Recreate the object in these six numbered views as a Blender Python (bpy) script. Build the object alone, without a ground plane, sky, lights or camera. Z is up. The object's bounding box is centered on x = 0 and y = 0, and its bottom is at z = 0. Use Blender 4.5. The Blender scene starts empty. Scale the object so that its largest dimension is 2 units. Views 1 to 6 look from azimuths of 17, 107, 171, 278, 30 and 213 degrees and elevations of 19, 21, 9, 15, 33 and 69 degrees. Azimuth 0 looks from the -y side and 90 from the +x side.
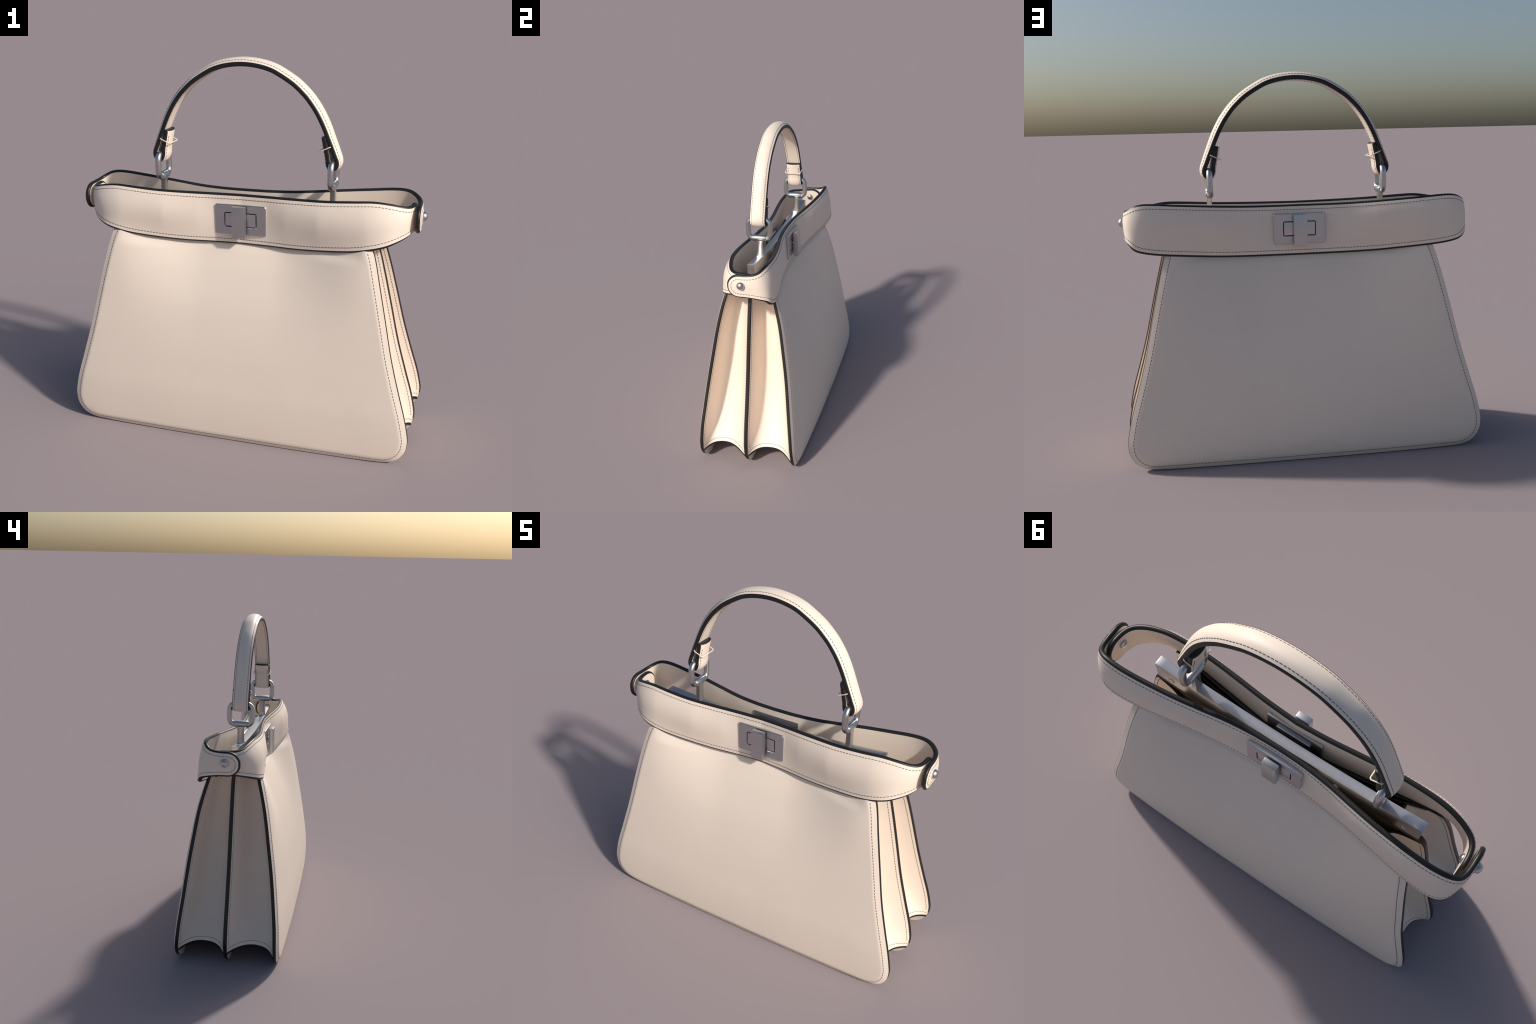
"""Cream leather top-handle handbag: two stitched trapezoid panels and a divider joined by
folded gussets, a collar band with riveted strap ends, turn locks, a metal frame bar and an arched handle."""
import bpy, math
import numpy as np
from mathutils import Vector, Matrix
from mathutils.bvhtree import BVHTree

# ------------------------------------------------------------------ materials
def new_mat(name):
    m = bpy.data.materials.new(name)
    m.use_nodes = True
    nt = m.node_tree
    return m, nt, nt.nodes["Principled BSDF"]

def leather(name, base, rough=0.5, mottling=0.03, grain=0.08, scale=5.0):
    m, nt, b = new_mat(name)
    tc = nt.nodes.new("ShaderNodeTexCoord")
    big = nt.nodes.new("ShaderNodeTexNoise")
    big.inputs["Scale"].default_value = scale
    big.inputs["Detail"].default_value = 4
    nt.links.new(tc.outputs["Object"], big.inputs["Vector"])
    ramp = nt.nodes.new("ShaderNodeValToRGB")
    ramp.color_ramp.elements[0].position = 0.3
    ramp.color_ramp.elements[1].position = 0.7
    lo = [c * (1 - mottling) for c in base]
    hi = [min(1, c * (1 + mottling)) for c in base]
    ramp.color_ramp.elements[0].color = (*lo, 1)
    ramp.color_ramp.elements[1].color = (*hi, 1)
    nt.links.new(big.outputs["Fac"], ramp.inputs["Fac"])
    nt.links.new(ramp.outputs["Color"], b.inputs["Base Color"])
    b.inputs["Roughness"].default_value = rough
    b.inputs["Specular IOR Level"].default_value = 0.4
    if grain:
        fine = nt.nodes.new("ShaderNodeTexVoronoi")
        fine.inputs["Scale"].default_value = 190
        nt.links.new(tc.outputs["Object"], fine.inputs["Vector"])
        bump = nt.nodes.new("ShaderNodeBump")
        bump.inputs["Strength"].default_value = grain
        bump.inputs["Distance"].default_value = 0.002
        nt.links.new(fine.outputs["Distance"], bump.inputs["Height"])
        nt.links.new(bump.outputs["Normal"], b.inputs["Normal"])
    return m

def metal(name, base, rough):
    m, nt, b = new_mat(name)
    tc = nt.nodes.new("ShaderNodeTexCoord")
    n = nt.nodes.new("ShaderNodeTexNoise")
    n.inputs["Scale"].default_value = 60
    nt.links.new(tc.outputs["Object"], n.inputs["Vector"])
    r = nt.nodes.new("ShaderNodeMapRange")
    r.inputs["To Min"].default_value = rough - 0.03
    r.inputs["To Max"].default_value = rough + 0.03
    nt.links.new(n.outputs["Fac"], r.inputs["Value"])
    nt.links.new(r.outputs["Result"], b.inputs["Roughness"])
    b.inputs["Base Color"].default_value = (*base, 1)
    b.inputs["Metallic"].default_value = 1.0
    return m

CREAM = leather("cream_leather", (0.86, 0.735, 0.62), mottling=0.010, grain=0.05)
BLACK = leather("black_edge_paint", (0.013, 0.0125, 0.0125), rough=0.42, mottling=0.1, grain=0.0)
BROWN = leather("dark_brown_lining", (0.110, 0.070, 0.045), rough=0.8, mottling=0.1, grain=0.05)
THREAD = leather("grey_thread", (0.115, 0.10, 0.09), rough=0.7, mottling=0.1, grain=0.0)
CORD = leather("cream_cord", (0.86, 0.74, 0.63), rough=0.6, mottling=0.02, grain=0.0)
STEEL = metal("brushed_palladium_metal", (0.56, 0.56, 0.57), 0.33)
SLOT = leather("dark_slot", (0.015, 0.015, 0.016), rough=0.5, mottling=0.1, grain=0.0)

# ------------------------------------------------------------------ helpers
ROOT = bpy.data.objects.new("handbag", None)
bpy.context.scene.collection.objects.link(ROOT)
ROOT["label"] = "cream leather top-handle handbag with black painted edges"
ROOT["category"] = "handbag"

def add_mesh(name, verts, faces, mat, parent=ROOT, smooth=True):
    me = bpy.data.meshes.new(name)
    me.from_pydata([tuple(v) for v in verts], [], faces)
    me.validate()
    me.update()
    for m in (mat if isinstance(mat, (list, tuple)) else [mat]):
        me.materials.append(m)
    if smooth:
        me.polygons.foreach_set("use_smooth", [True] * len(me.polygons))
    ob = bpy.data.objects.new(name, me)
    bpy.context.scene.collection.objects.link(ob)
    ob.parent = parent
    return ob

def spline(pts, n=None, at=None):
    """Monotone cubic through (t, value...) rows, evaluated at `at`."""
    p = np.array(pts, float)
    t, v = p[:, 0], p[:, 1:]
    at = np.asarray(at, float)
    h = np.diff(t)[:, None]
    d = np.diff(v, axis=0) / h
    m = np.zeros_like(v)
    m[0], m[-1] = d[0], d[-1]
    for i in range(1, len(t) - 1):
        same = (d[i - 1] * d[i]) > 0
        w1, w2 = 2 * h[i, 0] + h[i - 1, 0], h[i, 0] + 2 * h[i - 1, 0]
        with np.errstate(divide="ignore", invalid="ignore"):
            hm = (w1 + w2) / (w1 / d[i - 1] + w2 / d[i])
        m[i] = np.where(same, hm, 0)
    k = np.clip(np.searchsorted(t, at, side="right") - 1, 0, len(t) - 2)
    s = ((at - t[k]) / np.diff(t)[k])[..., None]
    hk = np.diff(t)[k][..., None]
    out = ((2*s**3 - 3*s**2 + 1) * v[k] + (s**3 - 2*s**2 + s) * hk * m[k]
           + (-2*s**3 + 3*s**2) * v[k + 1] + (s**3 - s**2) * hk * m[k + 1])
    return out[..., 0] if out.shape[-1] == 1 else out

def catmull(pts, per=8):
    """Smooth open curve through control points."""
    p = np.array(pts, float)
    p = np.vstack([2 * p[0] - p[1], p, 2 * p[-1] - p[-2]])
    out = []
    for i in range(1, len(p) - 2):
        a, b, c, d = p[i - 1], p[i], p[i + 1], p[i + 2]
        for k in range(per):
            s = k / per
            out.append(0.5 * (2*b + (c - a)*s + (2*a - 5*b + 4*c - d)*s*s + (3*b - a - 3*c + d)*s**3))
    out.append(p[-2])
    return np.array(out)

def resample(pts, n=None, step=None):
    pts = np.asarray(pts, float)
    seg = np.linalg.norm(np.diff(pts, axis=0), axis=1)
    acc = np.concatenate([[0], np.cumsum(seg)])
    if n is None:
        n = max(2, int(round(acc[-1] / step)) + 1)
    q = np.linspace(0, acc[-1], n)
    return np.stack([np.interp(q, acc, pts[:, k]) for k in range(pts.shape[1])], axis=1)

def grid_normals(G):
    du = np.gradient(G, axis=0)
    dv = np.gradient(G, axis=1)
    n = np.cross(du, dv)
    ln = np.linalg.norm(n, axis=2, keepdims=True)
    return n / np.maximum(ln, 1e-9)

def grid_faces(nu, nv, flip=False, off=0):
    f = []
    for i in range(nu - 1):
        for j in range(nv - 1):
            q = (off + i*nv + j, off + (i+1)*nv + j, off + (i+1)*nv + j + 1, off + i*nv + j + 1)
            f.append(q[::-1] if flip else q)
    return f

def unit(v):
    return v / np.maximum(np.linalg.norm(v, axis=-1, keepdims=True), 1e-9)

def border_index(nu, nv):
    b = [(i, 0) for i in range(nu)] + [(nu - 1, j) for j in range(1, nv)]
    b += [(i, nv - 1) for i in range(nu - 2, -1, -1)] + [(0, j) for j in range(nv - 2, 0, -1)]
    return b

def sheet(name, G, thick, outward, front_mat, back_mat, rim_mat, parent=ROOT, bulge=0.35, roll=5,
          back_split=None, front_split=None, back=None, thick_dir=None, rim_dir=None):
    """A leather sheet: outer surface G (nu x nv x 3), inner surface one thickness behind it and a
    painted, slightly rounded edge all round. `outward` is a rough outward direction (vector or fn)."""
    nu, nv = G.shape[:2]
    N = grid_normals(G)
    ref = outward(G) if callable(outward) else np.broadcast_to(np.array(outward, float), G.shape)
    if np.sum(N * ref) < 0:
        N = -N
        flip = True
    else:
        flip = False
    B = G - N * thick if back is None else back
    V = np.vstack([G.reshape(-1, 3), B.reshape(-1, 3)])
    F = grid_faces(nu, nv, flip)
    nf = len(F)
    F2 = grid_faces(nu, nv, not flip, off=nu * nv)
    ob = add_mesh(name, V, F + F2, [front_mat, back_mat] + ([CREAM] if front_split else []), parent)
    mi = np.zeros(nf + len(F2), int)
    cz = np.array([V[list(f)].mean(0) for f in F2])
    mi[nf:] = 1 if back_split is None else np.where(back_split(cz), 1, 0)
    if front_split is not None:
        cf = np.array([V[list(f)].mean(0) for f in F])
        mi[:nf] = np.where(front_split(cf), 0, 2)
    ob.data.polygons.foreach_set("material_index", mi)
    # painted edge
    idx = border_index(nu, nv)
    P = np.array([G[i, j] for i, j in idx])
    NB = np.array([N[i, j] for i, j in idx])
    if thick_dir is not None:
        NB = np.broadcast_to(np.array(thick_dir, float), NB.shape)
    if rim_dir is not None:
        NB = np.array([rim_dir[i, j] for i, j in idx])
    tang = unit(np.roll(P, -1, 0) - np.roll(P, 1, 0))
    E = unit(np.cross(tang, NB))
    inner = np.array([G[min(max(i, 1), nu - 2), min(max(j, 1), nv - 2)] for i, j in idx])
    if np.sum(E * (P - inner)) < 0:
        E = -E
    rings = []
    for k in range(roll + 1):
        a = math.pi * k / roll
        rings.append(P - NB * thick * (0.5 - 0.5 * math.cos(a)) + E * thick * bulge * math.sin(a))
    nb = len(P)
    RV = np.vstack(rings)
    RF = []
    for k in range(roll):
        for i in range(nb):
            j = (i + 1) % nb
            RF.append((k*nb + i, k*nb + j, (k+1)*nb + j, (k+1)*nb + i))
    add_mesh("painted_edge", RV, RF, rim_mat, ob)
    return ob, dict(G=G, N=N, idx=idx, P=P, E=E, NB=NB)

DASH, GAP = 0.0112, 0.0056

def stitches(parent, paths, G, N, lift=0.0004, width=0.0034, dash=DASH, gap=GAP):
    """Rows of thread dashes lying on surface G along the given polylines."""
    nu, nv = G.shape[:2]
    bvh = BVHTree.FromPolygons([tuple(v) for v in G.reshape(-1, 3)], grid_faces(nu, nv))
    Nf = N.reshape(-1, 3)
    from_idx = grid_faces(nu, nv)
    V, F = [], []
    for path in paths:
        path = np.asarray(path, float)
        L = np.linalg.norm(np.diff(path, axis=0), axis=1).sum()
        n = max(1, int(L / (dash + gap)))
        pts = resample(path, n=3 * n + 1)
        for k in range(n):
            a, b = pts[3 * k], pts[3 * k + 2]
            la, _, fi, _ = bvh.find_nearest(Vector(a))
            lb, _, fj, _ = bvh.find_nearest(Vector(b))
            nrm = unit(sum(Nf[i] for i in from_idx[fi]))
            a, b = np.array(la), np.array(lb)
            d = unit(b - a)
            s = unit(np.cross(nrm, d)) * width / 2
            o = len(V)
            h = 0.0010
            for p in (a, b):
                V += [p - s - nrm*0.001, p - s*0.75 + nrm*(lift + h*0.7), p + nrm*(lift + h),
                      p + s*0.75 + nrm*(lift + h*0.7), p + s - nrm*0.001]
            for q in range(4):
                F.append((o + q, o + q + 1, o + 6 + q, o + 5 + q))
            F.append((o + 4, o + 3, o + 2, o + 1, o))
            F.append((o + 5, o + 6, o + 7, o + 8, o + 9))
    ob = add_mesh("stitching", V, F, THREAD, parent, smooth=False)
    ob["kind"] = "stuff"
    return ob

def sweep(name, path, radius, mat, parent=ROOT, sides=12, closed=False):
    path = np.asarray(path, float)
    n = len(path)
    T = unit(np.roll(path, -1, 0) - np.roll(path, 1, 0)) if closed else unit(np.gradient(path, axis=0))
    ref = np.array([0.31, 0.2, 0.93])
    V, F = [], []
    A = unit(np.cross(T[0], ref))
    for i in range(n):
        A = unit(A - T[i] * np.dot(A, T[i]))
        Bv = np.cross(T[i], A)
        r = radius[i] if hasattr(radius, "__len__") else radius
        for k in range(sides):
            w = 2 * math.pi * k / sides
            V.append(path[i] + r * (math.cos(w) * A + math.sin(w) * Bv))
    m = n if closed else n - 1
    # find twist for closed loops by matching nearest vertex
    shift = 0
    if closed:
        d = [np.linalg.norm(V[(n-1)*sides] - V[k]) for k in range(sides)]
        shift = int(np.argmin(d))
    for i in range(m):
        i2 = (i + 1) % n
        sh = shift if (closed and i2 == 0) else 0
        for k in range(sides):
            k2 = (k + 1) % sides
            F.append((i*sides + k, i*sides + k2, i2*sides + (k2 + sh) % sides, i2*sides + (k + sh) % sides))
    if not closed:
        F.append(tuple(range(sides))[::-1])
        F.append(tuple((n-1)*sides + k for k in range(sides)))
    return add_mesh(name, V, F, mat, parent)

def lathe(name, prof, origin, axis, mat, parent=ROOT, sides=24):
    """Solid of revolution: prof = [(radius, height along axis)]."""
    q = Vector((0, 0, 1)).rotation_difference(Vector(axis))
    V, F = [], []
    for r, h in prof:
        for k in range(sides):
            w = 2 * math.pi * k / sides
            V.append(tuple(Vector(origin) + q @ Vector((r*math.cos(w), r*math.sin(w), h))))
    for i in range(len(prof) - 1):
        for k in range(sides):
            k2 = (k + 1) % sides
            F.append((i*sides + k, i*sides + k2, (i+1)*sides + k2, (i+1)*sides + k))
    F.append(tuple(range(sides))[::-1])
    F.append(tuple((len(prof)-1)*sides + k for k in range(sides)))
    ob = add_mesh(name, V, F, mat, parent)
    bevel_shade(ob)
    return ob

def bevel_shade(ob, angle=35):
    ob.data.set_sharp_from_angle(angle=math.radians(angle))

def box(name, lo, hi, mat, parent=ROOT, bevel=0.004, segs=2, warp=None, cuts=0):
    import bmesh
    bm = bmesh.new()
    bmesh.ops.create_cube(bm, size=1)
    lo, hi = Vector(lo), Vector(hi)
    for v in bm.verts:
        v.co = Vector([lo[k] + (v.co[k] + 0.5) * (hi[k] - lo[k]) for k in range(3)])
    if bevel:
        bmesh.ops.bevel(bm, geom=bm.edges[:], offset=bevel, segments=segs, profile=0.6, affect="EDGES")
    if cuts:
        for k in range(1, cuts):
            x = lo[0] + (hi[0] - lo[0]) * k / cuts
            bmesh.ops.bisect_plane(bm, geom=bm.verts[:] + bm.edges[:] + bm.faces[:], plane_co=(x, 0, 0), plane_no=(1, 0, 0))
    if warp:
        for v in bm.verts:
            v.co = Vector(warp(v.co))
    me = bpy.data.meshes.new(name)
    bm.to_mesh(me)
    bm.free()
    me.materials.append(mat)
    me.polygons.foreach_set("use_smooth", [True] * len(me.polygons))
    ob = bpy.data.objects.new(name, me)
    bpy.context.scene.collection.objects.link(ob)
    ob.parent = parent
    bevel_shade(ob, 40)
    return ob

# ------------------------------------------------------------------ collar band stations
# stations from the middle to the strap end: top (x, y, z), bottom (x, y, z)
FRONT_BAND = [
    (0.000, 0.090, 1.308, 0.000, 0.092, 1.058), (0.150, 0.099, 1.309, 0.150, 0.106, 1.060),
    (0.300, 0.114, 1.311, 0.300, 0.127, 1.063), (0.450, 0.127, 1.315, 0.450, 0.147, 1.073),
    (0.590, 0.127, 1.323, 0.590, 0.165, 1.089), (0.690, 0.118, 1.327, 0.685, 0.171, 1.108),
    (0.770, 0.101, 1.317, 0.760, 0.155, 1.126), (0.830, 0.077, 1.302, 0.820, 0.115, 1.146),
    (0.862, 0.046, 1.295, 0.857, 0.068, 1.160), (0.876, 0.008, 1.293, 0.874, 0.018, 1.168),
    (0.880, -0.030, 1.293, 0.880, -0.030, 1.169), (0.880, -0.095, 1.293, 0.880, -0.095, 1.169)]
BACK_BAND = [
    (0.000, 0.068, 1.302, 0.000, 0.087, 1.053), (0.120, 0.072, 1.302, 0.120, 0.090, 1.054),
    (0.250, 0.086, 1.304, 0.250, 0.099, 1.056), (0.380, 0.110, 1.310, 0.400, 0.119, 1.062),
    (0.500, 0.131, 1.318, 0.520, 0.142, 1.072), (0.640, 0.149, 1.328, 0.640, 0.168, 1.084),
    (0.740, 0.157, 1.336, 0.740, 0.182, 1.095), (0.805, 0.155, 1.338, 0.805, 0.187, 1.106),
    (0.850, 0.145, 1.331, 0.855, 0.181, 1.121), (0.886, 0.123, 1.314, 0.886, 0.161, 1.146),
    (0.904, 0.090, 1.302, 0.904, 0.120, 1.160), (0.910, 0.045, 1.297, 0.910, 0.060, 1.169),
    (0.911, 0.000, 1.296, 0.911, 0.000, 1.171), (0.911, -0.064, 1.296, 0.911, -0.064, 1.171)]
BAND_T = 0.0240

# ------------------------------------------------------------------ panel outline and bow
PANEL_TOP = 1.105
EDGE_X = [(0.0, 0.800), (0.004, 0.826), (0.014, 0.858), (0.034, 0.890), (0.064, 0.915), (0.10, 0.930), (0.145, 0.934),
          (0.20, 0.926), (0.26, 0.913), (0.386, 0.877), (0.566, 0.828), (0.774, 0.782), (0.949, 0.742), (1.06, 0.714), (1.09, 0.703), (PANEL_TOP, 0.692)]
FRONT_Y = [(0.0, 0.311), (0.036, 0.316), (0.07, 0.316), (0.128, 0.315), (0.236, 0.310), (0.39, 0.292), (0.54, 0.270), (0.70, 0.244), (0.912, 0.207), (1.09, 0.162), (PANEL_TOP, 0.157)]
BACK_Y = [(0.0, 0.310), (0.036, 0.315), (0.074, 0.316), (0.195, 0.308), (0.39, 0.286), (0.60, 0.261), (0.74, 0.240), (0.922, 0.209), (1.067, 0.170), (PANEL_TOP, 0.159)]
FRONT_DIP = [(0.0, -0.004), (0.12, -0.005), (0.3, -0.003), (0.45, -0.001), (0.7, 0.016), (0.9, 0.056), (1.06, 0.096), (PANEL_TOP, 0.105)]
BACK_DIP = [(0.0, -0.005), (0.12, -0.009), (0.30, -0.008), (0.45, 0.002), (0.6, 0.020), (0.75, 0.052), (0.9, 0.082), (1.06, 0.108), (PANEL_TOP, 0.115)]
PANEL_T = 0.019
FRONT_REACH, BACK_REACH = (0.68, 0.50), (0.80, 0.62)
FRONT_EASE = [(0.0, 0.012), (0.3, 0.010), (0.6, 0.004), (PANEL_TOP, 0.0)]     # how far the side edges draw in
BACK_EASE = [(0.0, 0.012), (0.5, 0.010), (0.95, 0.006), (PANEL_TOP, 0.0)]

def edge_x(z):
    return spline(EDGE_X, at=z)

Z_ROWS = np.concatenate([0.145 * (1 - np.cos(np.linspace(0, math.pi/2, 16))), np.linspace(0.145, PANEL_TOP, 60)[1:]])
S_COLS = np.unique(np.concatenate([np.linspace(-0.94, 0.94, 81), np.linspace(0.94, 1, 9), np.linspace(-1, -0.94, 9)]).round(6))

def dip_width(x, reach):
    g = np.clip((reach[0] - np.abs(x)) / reach[1], 0, 1)
    return g * g * (3 - 2 * g)

def panel_surface(sign, prof, dip, reach, ease):
    zz = Z_ROWS
    ex = edge_x(zz)
    yy = spline(prof, at=zz)
    dd = spline(dip, at=zz) if dip else zz * 0
    G = np.zeros((len(S_COLS), len(zz), 3))
    for i, s in enumerate(S_COLS):
        x = s * ex
        g = dip_width(x, reach)
        G[i, :, 0] = x
        G[i, :, 1] = sign * (yy - dd * g - abs(s) ** 6 * spline(ease, at=zz))
        G[i, :, 2] = zz
    return G

def puff(G, sign, height=0.0115, width=0.036):
    """Padding: the panel swells out of its flat painted edge up to the stitch line."""
    ring = np.array([(e, z) for z, e in zip(Z_ROWS, edge_x(Z_ROWS))])
    ring = np.vstack([ring[::-1], ring * np.array([-1, 1])])          # right side down, left side up
    a, b = ring[:-1], ring[1:]
    Q = G[..., [0, 2]].reshape(-1, 1, 2)
    t = np.clip(((Q - a) * (b - a)).sum(-1) / np.maximum(((b - a) ** 2).sum(-1), 1e-12), 0, 1)
    d = np.sqrt((((a + (b - a) * t[..., None]) - Q) ** 2).sum(-1).min(1)).reshape(G.shape[:2])
    w = np.clip(d / width, 0, 1)
    out = G.copy()
    out[..., 1] += sign * height * w
    return out

def inset_outline(info, d, open_top=True):
    """Outline loop of a panel moved inward by d; starts and ends at the top corners."""
    G = info["G"]
    nu, nv = G.shape[:2]
    P, E = info["P"], info["E"]
    idx = info["idx"]
    pos = {ij: k for k, ij in enumerate(idx)}
    order = [(0, j) for j in range(nv - 1, 0, -1)] + [(i, 0) for i in range(nu)] + [(nu - 1, j) for j in range(1, nv)]
    return np.array([P[pos[o]] - E[pos[o]] * d for o in order])

def build_panel(sign, prof, dip, reach, ease, band):
    flat = panel_surface(sign, prof, dip, reach, ease)
    G = puff(flat, sign)
    # the top margin tucks in behind the collar band
    bot = np.array([(st[3], st[4]) for st in band if st[3] < 0.80])
    tuck = spline(bot, at=np.clip(np.abs(G[..., 0]), 0, bot[-1, 0]).ravel()).reshape(G.shape[:2]) - BAND_T - 0.001
    w = np.clip((G[..., 2] - 1.02) / 0.06, 0, 1)
    w = w * w * (3 - 2 * w)
    w = w * np.clip((0.66 - np.abs(G[..., 0])) / 0.16, 0, 1)
    shift = w * (sign * tuck - G[..., 1])
    G[..., 1] += shift
    flat[..., 1] += shift
    ob, info = sheet("panel", G, PANEL_T, (0, sign, 0), CREAM, BROWN, BLACK,
                     back_split=lambda c: c[:, 2] > 0.12, bulge=0.12,
                     back=flat - np.array([0, sign * PANEL_T, 0]), thick_dir=(0, sign, 0))
    line = inset_outline(info, 0.030)
    line = line[line[:, 2] < 1.11]
    stitches(ob, [line], G, info["N"])
    return ob

build_panel(-1, FRONT_Y, FRONT_DIP, FRONT_REACH, FRONT_EASE, FRONT_BAND)
build_panel(1, BACK_Y, BACK_DIP, BACK_REACH, BACK_EASE, BACK_BAND)

# ------------------------------------------------------------------ divider panel (thin, straight, hangs from the frame bar)
DIV_X = EDGE_X[:-3] + [(1.06, 0.713), (1.10, 0.700), (1.13, 0.678), (1.145, 0.650)]
zz = np.concatenate([Z_ROWS[:15], np.linspace(0.145, 1.05, 40), np.linspace(1.05, 1.145, 12)[1:]])
G = np.zeros((41, len(zz), 3))
ex = spline(DIV_X, at=zz)
for i, s in enumerate(np.linspace(-1, 1, 41)):
    G[i, :, 0] = s * ex
    G[i, :, 1] = -0.0115
    G[i, :, 2] = zz
divider, _ = sheet("divider_panel", G, 0.021, (0, -1, 0), BROWN, BROWN, BLACK, bulge=0.10,
                   front_split=lambda c: c[:, 2] > 0.11)
mi = np.zeros(len(divider.data.polygons), int)
divider.data.polygons.foreach_get("material_index", mi)
cz = np.array([p.center.z for p in divider.data.polygons])
divider.data.polygons.foreach_set("material_index", np.where(cz > 0.11, 0, 2))

# ------------------------------------------------------------------ folded gussets
GUS_BOT = 0.083
GUS_DEPTH = [(0.0, 0.035), (0.07, 0.040), (0.13, 0.085), (0.2, 0.135), (0.3, 0.168), (0.45, 0.180), (0.6, 0.176), (0.85, 0.160), (1.12, 0.150)]

def build_gusset(xs, ys, prof, ease, dip, reach):
    """xs: end of the bag, ys: front or back compartment."""
    nr, nc = 44, 49
    s = np.sin(np.linspace(-1, 1, nc) * math.pi / 2)
    G = np.zeros((nc, nr, 3))
    for i, si in enumerate(s):
        q = si * ys                                   # +1 toward the back of the bag
        q0 = -0.25 if ys < 0 else -0.10
        q = (q - q0) / (1 + q0 if q < q0 else 1 - q0)
        w = 1 - abs(q) ** (4.5 if q < 0 else (2.2 if ys < 0 else 2.8))
        zb = GUS_BOT + 0.036 * (1 - abs(si) ** 2.2) ** 0.75
        rows = zb + (1.104 - 0.022 * (1 - si * si) - zb) * np.linspace(0, 1, nr)
        outer = spline(prof, at=rows) - spline(ease, at=rows) - spline(dip, at=rows) * dip_width(edge_x(rows), reach) - PANEL_T - 0.0015
        inner = 0.0115
        y = 0.5 * (outer + inner) + 0.5 * (outer - inner) * si
        G[i, :, 0] = xs * (edge_x(rows) - 0.004 - spline(GUS_DEPTH, at=rows) * w)
        G[i, :, 1] = ys * y
        G[i, :, 2] = rows
    ob, info = sheet("gusset", G, 0.014, (xs, 0, 0), CREAM, BROWN, BLACK, bulge=0.12, roll=4)
    nu, nv = nc, nr
    arcs = []
    # rows that run down both seams and along the arched foot
    for col, off in ((0, 1), (nu - 1, -1)):
        base = G[col]
        nxt = G[col + 4 * off]
        d = unit(nxt - base)
        arcs.append((base + d * 0.016)[2:])
    foot = G[:, 0]
    up = unit(G[:, 1] - G[:, 0])
    arcs.append((foot + up * 0.022)[3:-3])
    stitches(ob, arcs, G, info["N"], width=0.0030)
    # thick painted foot edge below the stitched border: a short upright lip, then the underside of the arch
    lip = [foot + np.array([xs * 0.001, 0, 0.0005]), foot + np.array([xs * 0.0025, 0, -0.006]), foot + np.array([xs * 0.0005, 0, -0.0125]),
           foot + np.array([-xs * 0.022, 0, -0.0135]), foot + np.array([-xs * 0.024, 0, 0.0])]
    V = np.vstack(lip)
    n = len(foot)
    add_mesh("painted_edge", V, [(k*n + i, k*n + i + 1, (k+1)*n + i + 1, (k+1)*n + i) for k in range(len(lip) - 1) for i in range(n - 1)], BLACK, ob)
    return ob

for xs in (1, -1):
    build_gusset(xs, -1, FRONT_Y, FRONT_EASE, FRONT_DIP, FRONT_REACH)
    build_gusset(xs, 1, BACK_Y, BACK_EASE, BACK_DIP, BACK_REACH)

# arched leather floor of the two compartments
for ys, prof in ((-1, FRONT_Y), (1, BACK_Y)):
    n = 25
    t = np.linspace(0, 1, n)
    yo = float(spline(prof, at=[0.09])[0]) - PANEL_T - 0.003
    y = ys * (0.012 + (yo - 0.012) * t)
    z = 0.086 + 0.034 * (1 - np.abs(2 * t - 1) ** 2.2) ** 0.75
    G = np.zeros((41, n, 3))
    for i, x in enumerate(np.linspace(-0.845, 0.845, 41)):
        G[i, :, 0] = x
        G[i, :, 1] = y
        G[i, :, 2] = z
    sheet("floor_panel", G, 0.008, (0, 0, -1), CREAM, BROWN, BROWN, bulge=0.1, roll=2)

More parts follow.
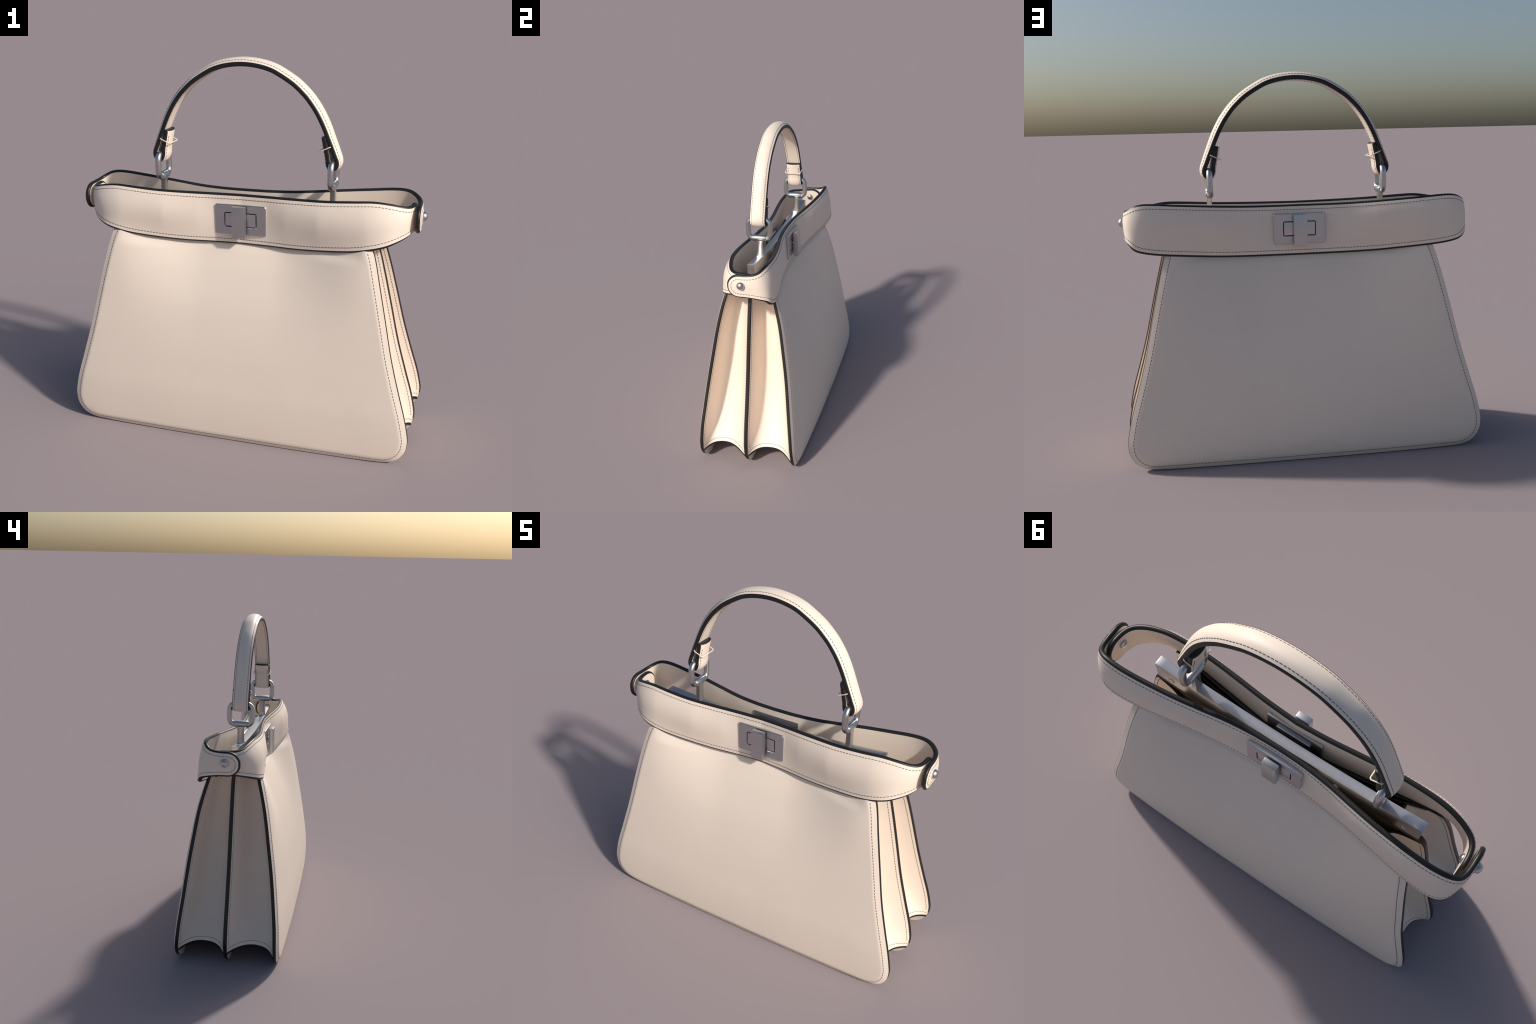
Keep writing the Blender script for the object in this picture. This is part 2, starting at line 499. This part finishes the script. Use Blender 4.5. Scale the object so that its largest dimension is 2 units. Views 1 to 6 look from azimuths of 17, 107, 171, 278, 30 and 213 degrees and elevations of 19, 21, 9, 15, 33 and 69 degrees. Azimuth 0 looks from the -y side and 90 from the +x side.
# ------------------------------------------------------------------ collar band: two long straps, riveted together at the ends
def build_band(stations, sign):
    half = catmull(stations, per=10)
    half[:, 2] -= 0.001
    tip_r = 0.5 * (half[-1, 2] - half[-1, 5])
    mid = 0.5 * (half[:, :3] + half[:, 3:])
    L = np.concatenate([[0], np.cumsum(np.linalg.norm(np.diff(mid, axis=0), axis=1))])
    tot = L[-1]
    q = np.concatenate([np.linspace(0, tot - tip_r, 110)[:-1],
                        tot - tip_r + tip_r * np.sin(np.linspace(0, math.pi/2 * 0.86, 12))])
    H = np.stack([np.interp(q, L, half[:, k]) for k in range(6)], 1)
    d = np.clip(q - (tot - tip_r), 0, tip_r)
    shrink = np.sqrt(np.clip(1 - (d / tip_r) ** 2, 0, 1))
    full, flats = [], []
    mp = 0.5 * (H[:, :2] + H[:, 3:5])
    tp = unit(np.gradient(mp, axis=0))
    plan_n = np.stack([-tp[:, 1], tp[:, 0]], 1)
    nv = 15
    for s in (-1, 1):
        rows, flat_rows = [], []
        for h, k, nrm in zip(H, shrink, plan_n):
            top, bot = h[:3].copy(), h[3:].copy()
            c = 0.5 * (top + bot)
            top, bot = c + (top - c) * k, c + (bot - c) * k
            w = np.linspace(0, 1, nv)[:, None]
            r = bot * (1 - w) + top * w
            belly = np.interp(c[0], [0, 0.14, 0.24, 0.42, 0.66, 0.80, 0.90], [0.0, 0.001, 0.013, 0.025, 0.021, 0.013, 0.006])
            r0 = r * np.array([s, sign, 1.0])
            out = np.array([nrm[0], nrm[1], 0.0])
            r = (r + out * (belly * k ** 2 * np.sin(math.pi * w[:, 0] ** 1.35))[:, None]) * np.array([s, sign, 1.0])
            flat_rows.append(r0)
            rows.append(r)
        full.append(np.array(rows))
        flats.append(np.array(flat_rows))
    G = np.concatenate([full[0][::-1], full[1][1:]], 0)
    G0 = np.concatenate([flats[0][::-1], flats[1][1:]], 0)
    def outward(g):
        o = g * np.array([1.0, 0, 0]) * 0.02
        o[..., 1] = sign
        return o
    N0 = grid_normals(G0)
    if np.sum(N0 * outward(G0)) < 0:
        N0 = -N0
    ob, info = sheet("collar_band", G, BAND_T, outward, CREAM, CREAM, BLACK, bulge=0.44, roll=7,
                     back=G0 - N0 * BAND_T, rim_dir=N0)
    # stitch line runs all the way round, a little inside the edge
    loop = info["P"] - info["E"] * 0.017
    loop = np.vstack([loop, loop[:1]])
    stitches(ob, [loop], G, info["N"])
    return ob

front_band = build_band(FRONT_BAND, -1)
back_band = build_band(BACK_BAND, 1)

# rivets through the overlapping strap ends
for s in (1, -1):
    dome = [(0.0245 * math.cos(a), 0.022 * math.sin(a)) for a in np.linspace(0, math.pi/2 * 0.98, 9)]
    lathe("rivet", [(0.010, -0.03), (0.010, 0.0), (0.0225, 0.0), (0.0245, 0.004)] + [(r, h + 0.004) for r, h in dome[1:]],
          (s * 0.915, 0.014, 1.242), (s, 0, 0), STEEL)
    lathe("rivet", [(0.012, -0.004), (0.022, 0.0)] + [(r * 0.92, h * 0.75) for r, h in dome[1:]],
          (s * 0.855, 0.014, 1.242), (-s, 0, 0), STEEL)

# ------------------------------------------------------------------ turn locks
def rounded_rect(w, h, r, n=5):
    pts = []
    for cx, cz, a0 in ((w-r, h-r, 0), (-(w-r), h-r, 90), (-(w-r), -(h-r), 180), (w-r, -(h-r), 270)):
        for k in range(n + 1):
            a = math.radians(a0 + 90 * k / n)
            pts.append((cx + r * math.cos(a), cz + r * math.sin(a)))
    return pts

def build_lock(sign, face_y, cz):
    """sign -1: outer side faces -y. Plate 0.276 x 0.160, recessed window, turning bar."""
    y0 = abs(face_y)
    # plate with a groove: outer frame, narrow dark groove, inner tongue
    rings = [(0.138, 0.080, 0.010, -0.036), (0.138, 0.080, 0.010, -0.003), (0.1355, 0.0775, 0.009, 0.0),
             (0.0885, 0.0405, 0.008, 0.0), (0.0870, 0.0390, 0.008, -0.0015), (0.0870, 0.0390, 0.008, -0.012)]
    V, F = [], []
    n = 24
    for w, h, r, dy in rings:
        for x, z in rounded_rect(w, h, r):
            V.append((x, sign * (y0 + dy), cz + z))
    for k in range(len(rings) - 1):
        for i in range(n):
            j = (i + 1) % n
            q = (k*n + i, k*n + j, (k+1)*n + j, (k+1)*n + i)
            F.append(q if sign > 0 else q[::-1])
    plate = add_mesh("lock_plate", V, F, STEEL, ROOT)
    bevel_shade(plate, 25)
    box("groove", (-0.088, min(sign*(y0-0.012), sign*(y0-0.010)), cz-0.040), (0.088, max(sign*(y0-0.012), sign*(y0-0.010)), cz+0.040), SLOT, plate, bevel=0)
    a, b = sorted((sign*(y0-0.011), sign*(y0-0.0008)))
    box("tongue", (-0.0828, a, cz-0.0348), (0.0828, b, cz+0.0348), STEEL, plate, bevel=0.002)
    a, b = sorted((sign*(y0-0.002), sign*(y0+0.013)))
    lathe("spindle", [(0.016, -0.002), (0.016, 0.013)], (0.0, sign*y0, cz - 0.003), (0, sign, 0), STEEL, plate)
    a, b = sorted((sign*(y0+0.008), sign*(y0+0.040)))
    box("turn_bar", (-0.036, a, cz-0.087), (0.036, b, cz+0.078), STEEL, plate, bevel=0.004)
    # backing plate on the inner side of the band
    a, b = sorted((sign*(y0-0.052), sign*(y0-0.034)))
    box("backing_plate", (-0.138, a, cz-0.080), (0.138, b, cz+0.080), STEEL, plate, bevel=0.004)
    a, b = sorted((sign*(y0-0.064), sign*(y0-0.050)))
    box("backing_box", (-0.085, a, cz-0.055), (0.085, b, cz+0.045), STEEL, plate, bevel=0.004)
    return plate

build_lock(-1, -0.108, 1.184)
build_lock(1, 0.098, 1.185)

# ------------------------------------------------------------------ frame bar with posts, rings and screws
def bar_z(x):
    return 1.238 + 0.036 * (abs(x) / 0.667) ** 2.0

bar = box("frame_bar", (-0.667, -0.0235, -0.103), (0.667, 0.0235, 0.002), STEEL, ROOT, bevel=0.0018,
          warp=lambda c: (c.x, c.y, c.z + bar_z(c.x)), cuts=40)
screw_prof = [(0.014, 0.0), (0.014, 0.003), (0.011, 0.006), (0.004, 0.0075)]
first = None
for x in (0.590, 0.262, -0.262, -0.590):
    for s in (1, -1):
        lathe("screw", screw_prof, (x, s * 0.023, bar_z(x) - 0.070), (0, s, 0), STEEL, bar, sides=16)

RING_X = 0.463
for s in (1, -1):
    bx = s * RING_X
    zb = bar_z(RING_X)
    # flared rectangular post
    prof = [(-0.004, 0.0165, 0.026), (0.006, 0.0140, 0.0225), (0.03, 0.0133, 0.0200), (0.080, 0.0130, 0.0190), (0.100, 0.0132, 0.024), (0.115, 0.0128, 0.036)]
    V, F = [], []
    for dz, hx, hy in prof:
        for x, y in rounded_rect(hx, hy, 0.004, 2):
            V.append((bx + x, y, zb + dz))
    n = 12
    for k in range(len(prof) - 1):
        for i in range(n):
            j = (i + 1) % n
            F.append((k*n + i, k*n + j, (k+1)*n + j, (k+1)*n + i))
    F.append(tuple((len(prof)-1)*n + i for i in range(n)))
    post = add_mesh("post", V, F, STEEL, bar)
    bevel_shade(post, 35)
    zt = 1.374
    lathe("crossbar", [(0.014, -0.0460), (0.0190, -0.0450), (0.0205, -0.0425), (0.0205, 0.0425), (0.0190, 0.0450), (0.014, 0.0460)],
          (bx, 0, zt), (0, 1, 0), STEEL, post)
    ring = [(bx, y, 1.4335 + z) for y, z in rounded_rect(0.0695, 0.0630, 0.036, 8)]
    sweep("handle_ring", np.array(ring), 0.0162, STEEL, ROOT, sides=16, closed=True)

# ------------------------------------------------------------------ handle
OUTER = [(0.0, 2.000), (0.080, 1.993), (0.154, 1.974), (0.213, 1.945), (0.283, 1.900), (0.335, 1.853), (0.366, 1.818), (0.405, 1.762),
         (0.441, 1.693), (0.470, 1.620), (0.497, 1.548), (0.508, 1.510), (0.505, 1.480), (0.488, 1.457), (0.463, 1.448),
         (0.440, 1.456), (0.425, 1.484), (0.420, 1.520), (0.411, 1.560), (0.402, 1.600), (0.399, 1.616)]
HALF_W = 0.0465
EDGE_T = 0.022

def build_handle():
    whole = [(-x, z) for x, z in OUTER[:0:-1]] + OUTER
    pts = resample(catmull(whole, per=10), n=299)
    T = unit(np.gradient(pts, axis=0))
    Nn = np.stack([-T[:, 1], T[:, 0]], 1)          # outward of the arch
    n = len(pts)
    mid = n // 2
    if Nn[mid, 1] < 0:
        Nn = -Nn
    arc = np.abs(np.arange(n) - mid) / mid
    crown = np.interp(arc, [0, 0.55, 0.70, 0.78, 1.0], [0.020, 0.018, 0.014, 0.006, 0.011])
    cen = pts - Nn * (crown + EDGE_T)[:, None]       # inner face line
    ys = np.linspace(-1, 1, 17)
    prof = 1 - np.abs(ys) ** 2.3
    outer = np.zeros((n, len(ys), 3))
    inner = np.zeros((n, len(ys), 3))
    for i in range(n):
        for j, y in enumerate(ys):
            o = cen[i] + Nn[i] * (EDGE_T + crown[i] * prof[j])
            outer[i, j] = (o[0], y * HALF_W, o[1])
            q = cen[i] + Nn[i] * 0.0
            inner[i, j] = (q[0], y * HALF_W, q[1])
    nv = len(ys)
    V = np.vstack([outer.reshape(-1, 3), inner.reshape(-1, 3)])
    F = grid_faces(n, nv, False) + grid_faces(n, nv, True, off=n*nv)
    ob = add_mesh("handle", V, F, CREAM, ROOT)
    # black painted sides and ends
    loop_o = [outer[i, j] for i, j in border_index(n, nv)]
    loop_i = [inner[i, j] for i, j in border_index(n, nv)]
    P, Q = np.array(loop_o), np.array(loop_i)
    out = []
    for i, j in border_index(n, nv):
        e = np.zeros(3)
        if j == 0: e[1] -= 1
        if j == nv - 1: e[1] += 1
        if i in (0, n - 1):
            t = T[i] * (1 if i else -1)
            e += np.array([t[0], 0, t[1]])
        out.append(unit(e))
    out = np.array(out)
    rings = []
    R = 6
    for k in range(R + 1):
        a = math.pi * k / R
        w = 0.5 - 0.5 * math.cos(a)
        rings.append(P * (1 - w) + Q * w + out * 0.005 * math.sin(a))
    nb = len(P)
    RF = [(k*nb + i, k*nb + (i+1) % nb, (k+1)*nb + (i+1) % nb, (k+1)*nb + i) for k in range(R) for i in range(nb)]
    add_mesh("painted_edge", np.vstack(rings), RF, BLACK, ob)
    N1 = grid_normals(outer)
    if N1[mid, nv//2, 2] < 0: N1 = -N1
    N2 = grid_normals(inner)
    if N2[mid, nv//2, 2] > 0: N2 = -N2
    for Gd, Nd in ((outer, N1), (inner, N2)):
        rows = []
        for s in (-1, 1):
            line = Gd[4:-4, nv//2].copy()
            line[:, 1] = s * HALF_W * 0.80
            edge = Gd[4:-4, 2 if s < 0 else nv - 3]
            line[:, 0], line[:, 2] = edge[:, 0], edge[:, 2]
            rows.append(line)
        stitches(ob, rows, Gd, Nd, width=0.003)
    return ob

handle = build_handle()

# thin cord loops that hold the folded handle ends
for s in (1, -1):
    c = np.array([0.428, 0.0, 1.567])
    u = unit(np.array([0.88, 0, 0.40]))
    pts = []
    for a, y in rounded_rect(0.031, 0.0555, 0.012, 6):
        p = c + u * a
        pts.append((s * p[0], y, p[2]))
    sweep("cord_loop", np.array(pts), 0.0028, CORD, handle, sides=8, closed=True)
